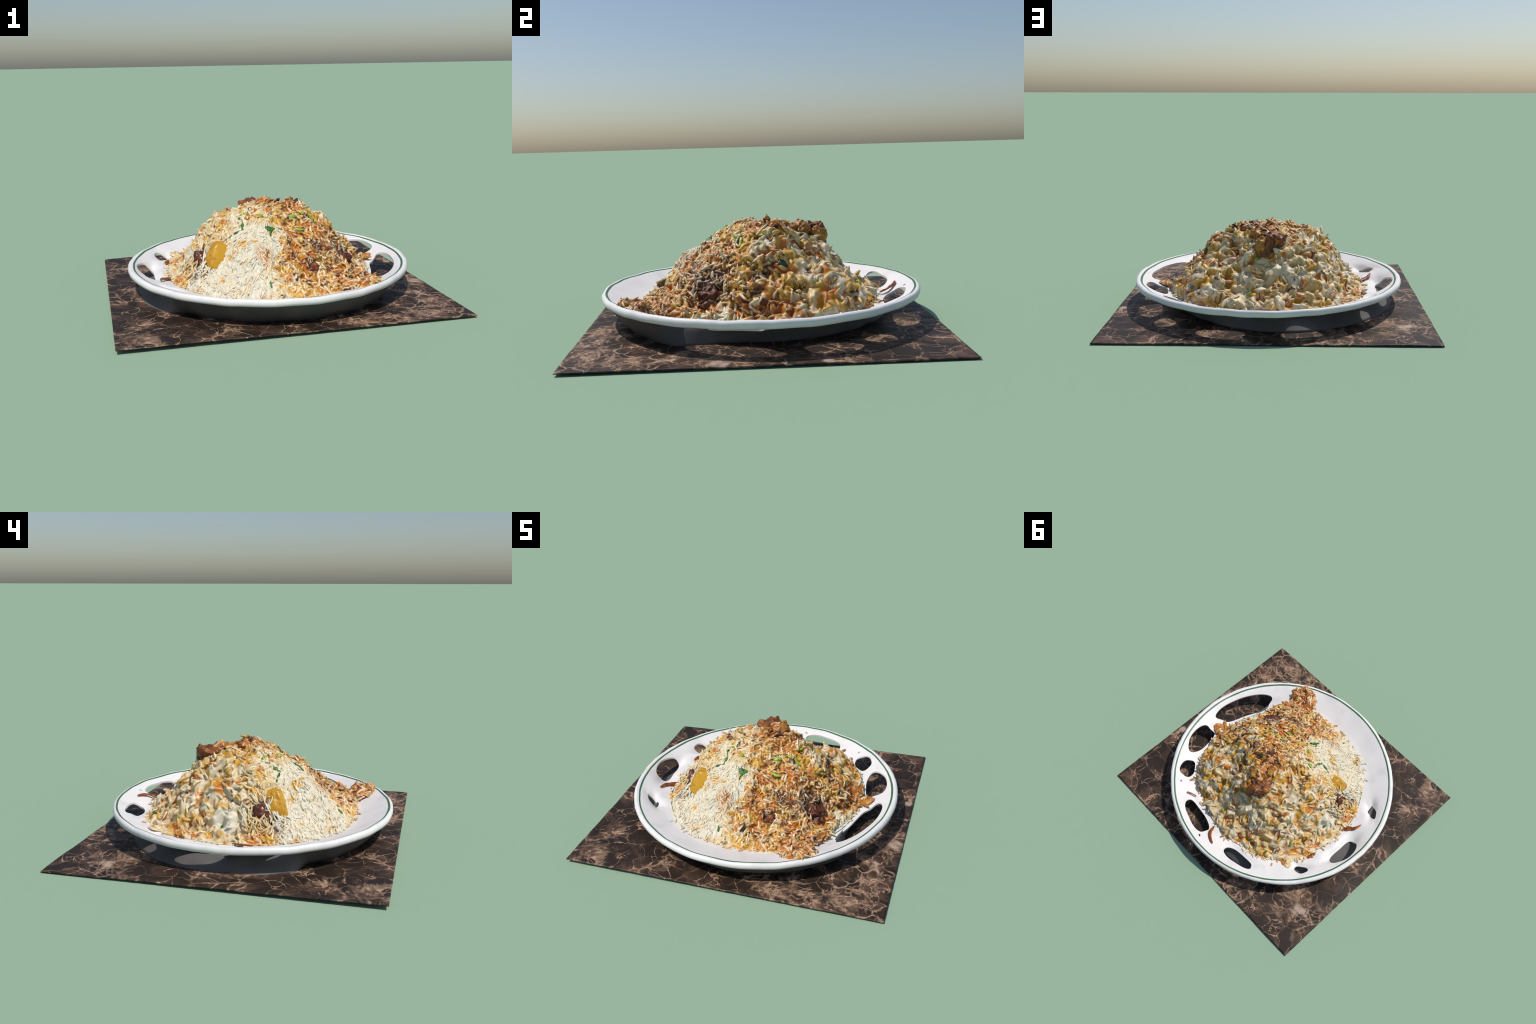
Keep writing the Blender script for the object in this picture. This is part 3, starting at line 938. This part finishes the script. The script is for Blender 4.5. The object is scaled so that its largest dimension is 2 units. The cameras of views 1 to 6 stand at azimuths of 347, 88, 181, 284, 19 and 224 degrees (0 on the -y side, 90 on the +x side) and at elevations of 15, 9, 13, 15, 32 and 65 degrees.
def build_food():
    dish = add_object("rice_dish", None)
    dish.empty_display_size = 0.1
    dish["label"] = "heap of spiced rice with chicken, potato and herbs"
    dish["category"] = "rice dish"

    grid, normals, live = build_mound_grid()
    rows, cols = grid.shape[:2]
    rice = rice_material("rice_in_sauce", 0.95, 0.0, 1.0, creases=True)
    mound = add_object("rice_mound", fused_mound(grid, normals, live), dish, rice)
    mound["kind"] = "stuff"
    surf = Surface(grid, normals)

    # grains
    total = 9000
    lay = grain_layout(grid, normals, live, total)
    m = len(lay[0])
    single = rng.choice(m, 300, replace=False)
    mask = np.ones(m, bool)
    mask[single] = False
    tints = [("pale_rice", 1.08, 0.70, 0.5), ("rice_lightly_spiced", 1.04, 0.30, 0.85), ("rice_spiced", 1.0, 0.0, 1.0)]
    group = rng.choice(3, m, p=[0.45, 0.35, 0.20])
    mats = [rice_material(*t) for t in tints]
    for g in range(3):
        sel = mask & (group == g)
        vv, ff = grain_batch(*[a[sel] for a in lay])
        ob = add_object("rice_grains", make_mesh("rice_grains", vv, ff), dish, mats[g])
        ob["kind"] = "stuff"
    # long white strands drawn over the meat beside the potato
    k = 150
    base = np.array((-0.43, -0.17, 0.24))
    near = np.linalg.norm(surf.g - base, axis=1)
    pick = rng.choice(np.nonzero(near < 0.13)[0], k)
    pp, nn = surf.g[pick], surf.n[pick]
    tt, bb = orthonormal(nn)
    a = np.arctan2((bb * (0, 0, -1)).sum(1), (tt * (0, 0, -1)).sum(1)) + rng.normal(0.35, 0.55, k)
    ax = tt * np.cos(a)[:, None] + bb * np.sin(a)[:, None]
    vv, ff = grain_batch(pp + nn * rng.uniform(0.004, 0.020, k)[:, None], ax, nn, rng.uniform(0.05, 0.11, k), rng.uniform(0.0045, 0.0075, k), rng.normal(0, 0.14, k))
    ob = add_object("rice_grains", make_mesh("rice_grains", vv, ff), dish, rice_material("white_rice", 1.0, 0.0, 0.15))
    ob["kind"] = "stuff"
    # crumbs shed around the foot of the heap
    k = 230
    th = rng.uniform(0, 2 * math.pi, k)
    rr = mound_outline(th) + np.abs(rng.normal(0, 0.020, k)) - 0.016
    px, py = MOUND_X + rr * np.cos(th), MOUND_Y + rr * np.sin(th)
    ok = openings(np.arctan2(py - PLATE_Y, px - PLATE_X), np.hypot(px - PLATE_X, py - PLATE_Y)) > 0.02
    px, py, th = px[ok], py[ok], th[ok]
    k = len(px)
    tp = np.arctan2(py - PLATE_Y, px - PLATE_X)
    rp = np.hypot(px - PLATE_X, py - PLATE_Y)
    pz = plate_height(rp) - plate_sag(tp, rp) + 0.006
    a = rng.uniform(0, 2 * math.pi, k)
    up = np.stack([-0.25 * np.cos(tp), -0.25 * np.sin(tp), np.ones(k)], -1)
    up /= np.linalg.norm(up, axis=1, keepdims=True)
    ax = np.stack([np.cos(a), np.sin(a), 0.25 * np.cos(a - tp)], -1)
    ax -= up * (ax * up).sum(1)[:, None]
    ax /= np.linalg.norm(ax, axis=1, keepdims=True)
    vv, ff = grain_batch(np.stack([px, py, pz], -1), ax, up, rng.uniform(0.018, 0.05, k), rng.uniform(0.004, 0.007, k), rng.normal(0, 0.15, k))
    ob = add_object("rice_grains", make_mesh("rice_grains", vv, ff), dish, mats[1])
    ob["kind"] = "stuff"
    # the grains that lie free on top, one object each, six shapes between them
    shapes = []
    for k in range(6):
        vv, ff = grain_batch(np.zeros((1, 3)), np.array([[1.0, 0, 0]]), np.array([[0, 0, 1.0]]), np.array([0.050]),
                             np.array([0.0066]), np.array([(-0.16, -0.08, 0.0, 0.06, 0.12, 0.2)[k]]))
        me = make_mesh("rice_grain", vv, ff)
        me.materials.append(mats[k % 3])
        shapes.append(me)
    P, A, U, L, Rr, B = lay
    for k in single:
        x, z = Vector(A[k]), Vector(U[k])
        y = z.cross(x)
        rot = Matrix((x, y, z)).transposed().to_4x4()
        sc = L[k] / 0.050
        w = Rr[k] / 0.0066
        ob = bpy.data.objects.new("rice_grain", shapes[int(k) % 6])
        bpy.context.scene.collection.objects.link(ob)
        ob.parent = dish
        ob.matrix_world = Matrix.Translation(Vector(P[k]) + z * 0.003) @ rot @ Matrix.Diagonal((sc, w, w, 1))

    # potato
    potato = simple_food("boiled_potato", (0.46, 0.22, 0.010), (0.60, 0.33, 0.025), 12, (0.36, 0.14, 0.006), 0.35)
    me = chunk_mesh("potato_wedge", (0.100, 0.060, 0.095), 4, 0.08, 1.6, 0.8)
    mtx = Matrix.Translation((-0.312, -0.222, 0.256)) @ Matrix.Rotation(math.radians(24), 4, "Y") @ Matrix.Rotation(math.radians(-20), 4, "X") @ Matrix.Rotation(math.radians(8), 4, "Z")
    add_object("potato_wedge", me, dish, potato, mtx)

    # chicken
    roast = simple_food("roast_chicken", (0.070, 0.017, 0.006), (0.26, 0.080, 0.012), 16, (0.44, 0.19, 0.025), 0.45)
    golden = simple_food("golden_chicken", (0.22, 0.075, 0.010), (0.46, 0.22, 0.030), 20, (0.09, 0.022, 0.006), 0.45)
    braised = simple_food("braised_chicken", (0.040, 0.009, 0.005), (0.14, 0.032, 0.010), 14, (0.28, 0.085, 0.014), 0.5)
    amber_crust = simple_food("amber_crust", (0.30, 0.10, 0.012), (0.52, 0.26, 0.04), 20, (0.12, 0.03, 0.008), 0.4)
    pieces = [  # x, y, z, half sizes, turn, material, seed
        ((0.005, 0.320, 0.405), (0.050, 0.050, 0.090), 20, roast, 1), ((-0.02, 0.270, 0.475), (0.070, 0.070, 0.045), 60, roast, 2),
        ((0.045, 0.320, 0.430), (0.045, 0.045, 0.065), 10, golden, 3), ((0.07, 0.22, 0.490), (0.05, 0.06, 0.035), 40, golden, 8),
        ((0.385, -0.225, 0.190), (0.115, 0.070, 0.055), -40, braised, 5), ((0.285, -0.300, 0.265), (0.070, 0.060, 0.050), 0, braised, 6),
        ((0.195, -0.405, 0.200), (0.060, 0.050, 0.045), 15, braised, 7), ((-0.385, -0.150, 0.210), (0.075, 0.085, 0.085), 30, braised, 9),
        ((-0.400, -0.255, 0.145), (0.075, 0.055, 0.045), 10, braised, 12),
    ]
    for c, size, deg, mat, seed in pieces:
        me = chunk_mesh("chicken_piece", size, seed, 0.5, 1.3, 0.4)
        add_object("chicken_piece", me, dish, mat, Matrix.Translation(c) @ Matrix.Rotation(math.radians(deg), 4, "Z"))

    # a ragged browned crust from the chicken over the crest
    path = np.array([(-0.03, 0.25), (0.03, 0.22), (0.05, 0.14), (0.02, 0.08), (0.09, 0.06), (0.13, 0.12), (0.19, 0.11), (0.22, 0.06),
                     (0.10, 0.18), (0.00, 0.16), (-0.05, 0.21), (0.15, 0.02)])
    for k, (x, y) in enumerate(path):
        me = chunk_mesh("browned_crust", (rng.uniform(0.025, 0.045), rng.uniform(0.02, 0.035), rng.uniform(0.008, 0.012)), 30 + k, 0.6, 1.8, 0.2, 22)
        add_object("browned_crust", me, dish, (golden, roast, amber_crust)[k % 3], place(surf, x, y, 0.005, rng.uniform(0, 6.28)))

    # fried onion
    onion = simple_food("fried_onion", (0.17, 0.035, 0.005), (0.36, 0.10, 0.012), 22, (0.07, 0.014, 0.004), 0.35)
    amber = simple_food("soft_onion", (0.30, 0.10, 0.010), (0.48, 0.20, 0.025), 22, None, 0.35)
    strips = [
        ([(-0.606, -0.042), (-0.627, -0.092), (-0.672, -0.121), (-0.690, -0.182)], (0.004, 0.014, 0.013, 0.006), 0.005, onion),
        ([(-0.612, -0.050), (-0.650, -0.088), (-0.668, -0.140)], (0.003, 0.008, 0.004), 0.004, onion),
        ([(0.085, 0.665), (0.062, 0.726), (0.017, 0.760), (-0.025, 0.775)], (0.009, 0.012, 0.011, 0.008), 0.005, onion),
        ([(-0.595, 0.309), (-0.602, 0.275), (-0.608, 0.241)], (0.013, 0.015, 0.012), 0.005, onion),
        ([(0.438, 0.641), (0.410, 0.622), (0.368, 0.604)], (0.008, 0.005, 0.004), 0.004, onion),
        ([(0.505, 0.555), (0.497, 0.506)], (0.006, 0.007), 0.004, amber),
        ([(-0.065, -0.046), (-0.085, -0.121), (-0.155, -0.149)], (0.008, 0.016, 0.018), 0.004, amber),
        ([(-0.02, -0.02), (-0.10, 0.0), (-0.16, 0.03)], (0.008, 0.014, 0.009), 0.004, amber),
        ([(-0.258, 0.325), (-0.28, 0.285), (-0.294, 0.251)], (0.005, 0.010, 0.009), 0.004, onion),
        ([(0.727, -0.012), (0.70, 0.010), (0.672, 0.029)], (0.008, 0.010, 0.010), 0.005, amber),
        ([(0.659, 0.049), (0.70, 0.020), (0.736, -0.019)], (0.006, 0.009, 0.007), 0.004, amber),
        ([(0.30, 0.31), (0.324, 0.311), (0.35, 0.34)], (0.006, 0.010, 0.008), 0.004, onion),
        ([(0.08, -0.03), (0.14, -0.02), (0.20, 0.0)], (0.008, 0.013, 0.008), 0.004, amber),
        ([(0.02, 0.08), (0.08, 0.11), (0.11, 0.16)], (0.008, 0.014, 0.010), 0.004, onion),
        ([(0.33, -0.30), (0.345, -0.33), (0.35, -0.36)], (0.008, 0.012, 0.010), 0.005, amber),
        ([(0.36, -0.60), (0.43, -0.63), (0.48, -0.60)], (0.006, 0.012, 0.008), 0.005, onion),
    ]
    for k, (path, w, th, mat) in enumerate(strips):
        add_object("fried_onion", strip_mesh("fried_onion", surf, path, w, th, 0.005, 0.003, k + 1), dish, mat)
    # scattered threads of fried onion all over the heap
    done = 0
    while done < 46:
        a, r = rng.uniform(0, 2 * math.pi), 0.60 * math.sqrt(rng.random())
        x, y = MOUND_X + r * math.cos(a), MOUND_Y + r * math.sin(a)
        if white_zone(x, y) > 0.3 and rng.random() < 0.9:
            continue
        d = rng.uniform(0, 2 * math.pi)
        l = rng.uniform(0.02, 0.045)
        b = rng.normal(0, 0.012)
        path = [(x - l * math.cos(d), y - l * math.sin(d)), (x - b * math.sin(d), y + b * math.cos(d)), (x + l * math.cos(d), y + l * math.sin(d))]
        w = rng.uniform(0.003, 0.008)
        mat = onion if rng.random() < 0.3 else amber
        add_object("fried_onion", strip_mesh("fried_onion", surf, path, (w * 0.6, w, w * 0.7), 0.0035, rng.uniform(0, 0.006), 0.004, done + 40, 14), dish, mat)
        done += 1

    # herbs and chillies
    herb = simple_food("coriander", (0.018, 0.085, 0.014), (0.055, 0.20, 0.030), 30, None, 0.45)
    chilli = simple_food("green_chilli", (0.16, 0.30, 0.020), (0.34, 0.46, 0.050), 25, None, 0.35)
    teal = simple_food("wilted_herb", (0.010, 0.030, 0.014), (0.045, 0.085, 0.040), 30, None, 0.5)
    leaves = [
        ([(-0.155, -0.092), (-0.185, -0.111), (-0.183, -0.140)], (0.004, 0.008, 0.006), herb),
        ([(-0.180, -0.145), (-0.174, -0.180), (-0.184, -0.218)], (0.006, 0.011, 0.007), herb),
        ([(-0.184, -0.214), (-0.235, -0.214), (-0.300, -0.203)], (0.006, 0.007, 0.003), herb),
        ([(-0.056, -0.264), (-0.030, -0.282), (0.005, -0.264)], (0.011, 0.022, 0.008), herb),
        ([(-0.022, -0.280), (-0.033, -0.302), (-0.041, -0.330)], (0.010, 0.007, 0.004), herb),
        ([(0.135, 0.095), (0.150, 0.115), (0.160, 0.140)], (0.012, 0.022, 0.010), teal),
        ([(0.432, 0.080), (0.432, 0.102), (0.430, 0.128)], (0.012, 0.020, 0.010), teal),
    ]
    for k, (path, w, mat) in enumerate(leaves):
        add_object("coriander_leaf", strip_mesh("coriander_leaf", surf, path, w, 0.003, 0.005, 0.002, k + 200), dish, mat)
    slices = [
        ([(0.195, -0.090), (0.256, -0.099), (0.305, -0.108)], (0.006, 0.010, 0.006), chilli),
        ([(0.127, -0.135), (0.150, -0.126), (0.178, -0.115)], (0.008, 0.014, 0.010), chilli),
        ([(0.147, -0.206), (0.176, -0.216), (0.205, -0.208)], (0.008, 0.013, 0.009), chilli),
        ([(-0.171, -0.102), (-0.150, -0.108), (-0.127, -0.114)], (0.007, 0.012, 0.008), chilli),
        ([(0.105, 0.539), (0.128, 0.540)], (0.008, 0.009), chilli), ([(-0.437, 0.325), (-0.440, 0.345)], (0.010, 0.011), chilli),
        ([(-0.507, 0.030), (-0.507, 0.052)], (0.008, 0.009), herb), ([(-0.354, 0.510), (-0.350, 0.53)], (0.007, 0.008), herb),
        ([(0.079, 0.370), (0.085, 0.385)], (0.009, 0.010), chilli), ([(-0.055, -0.19), (-0.075, -0.175)], (0.009, 0.010), chilli),
        ([(0.05, -0.52), (0.055, -0.55)], (0.004, 0.004), herb), ([(-0.10, -0.55), (-0.10, -0.58)], (0.005, 0.005), herb),
        ([(0.26, 0.0), (0.28, 0.02)], (0.008, 0.008), chilli), ([(0.40, -0.50), (0.42, -0.52)], (0.006, 0.006), herb),
    ]
    for k, (path, w, mat) in enumerate(slices):
        add_object("chilli_slice", strip_mesh("chilli_slice", surf, path, w, 0.006, 0.008, 0.003, k + 300, 12), dish, mat)
    return dish


build_slab()
build_plate()
build_food()
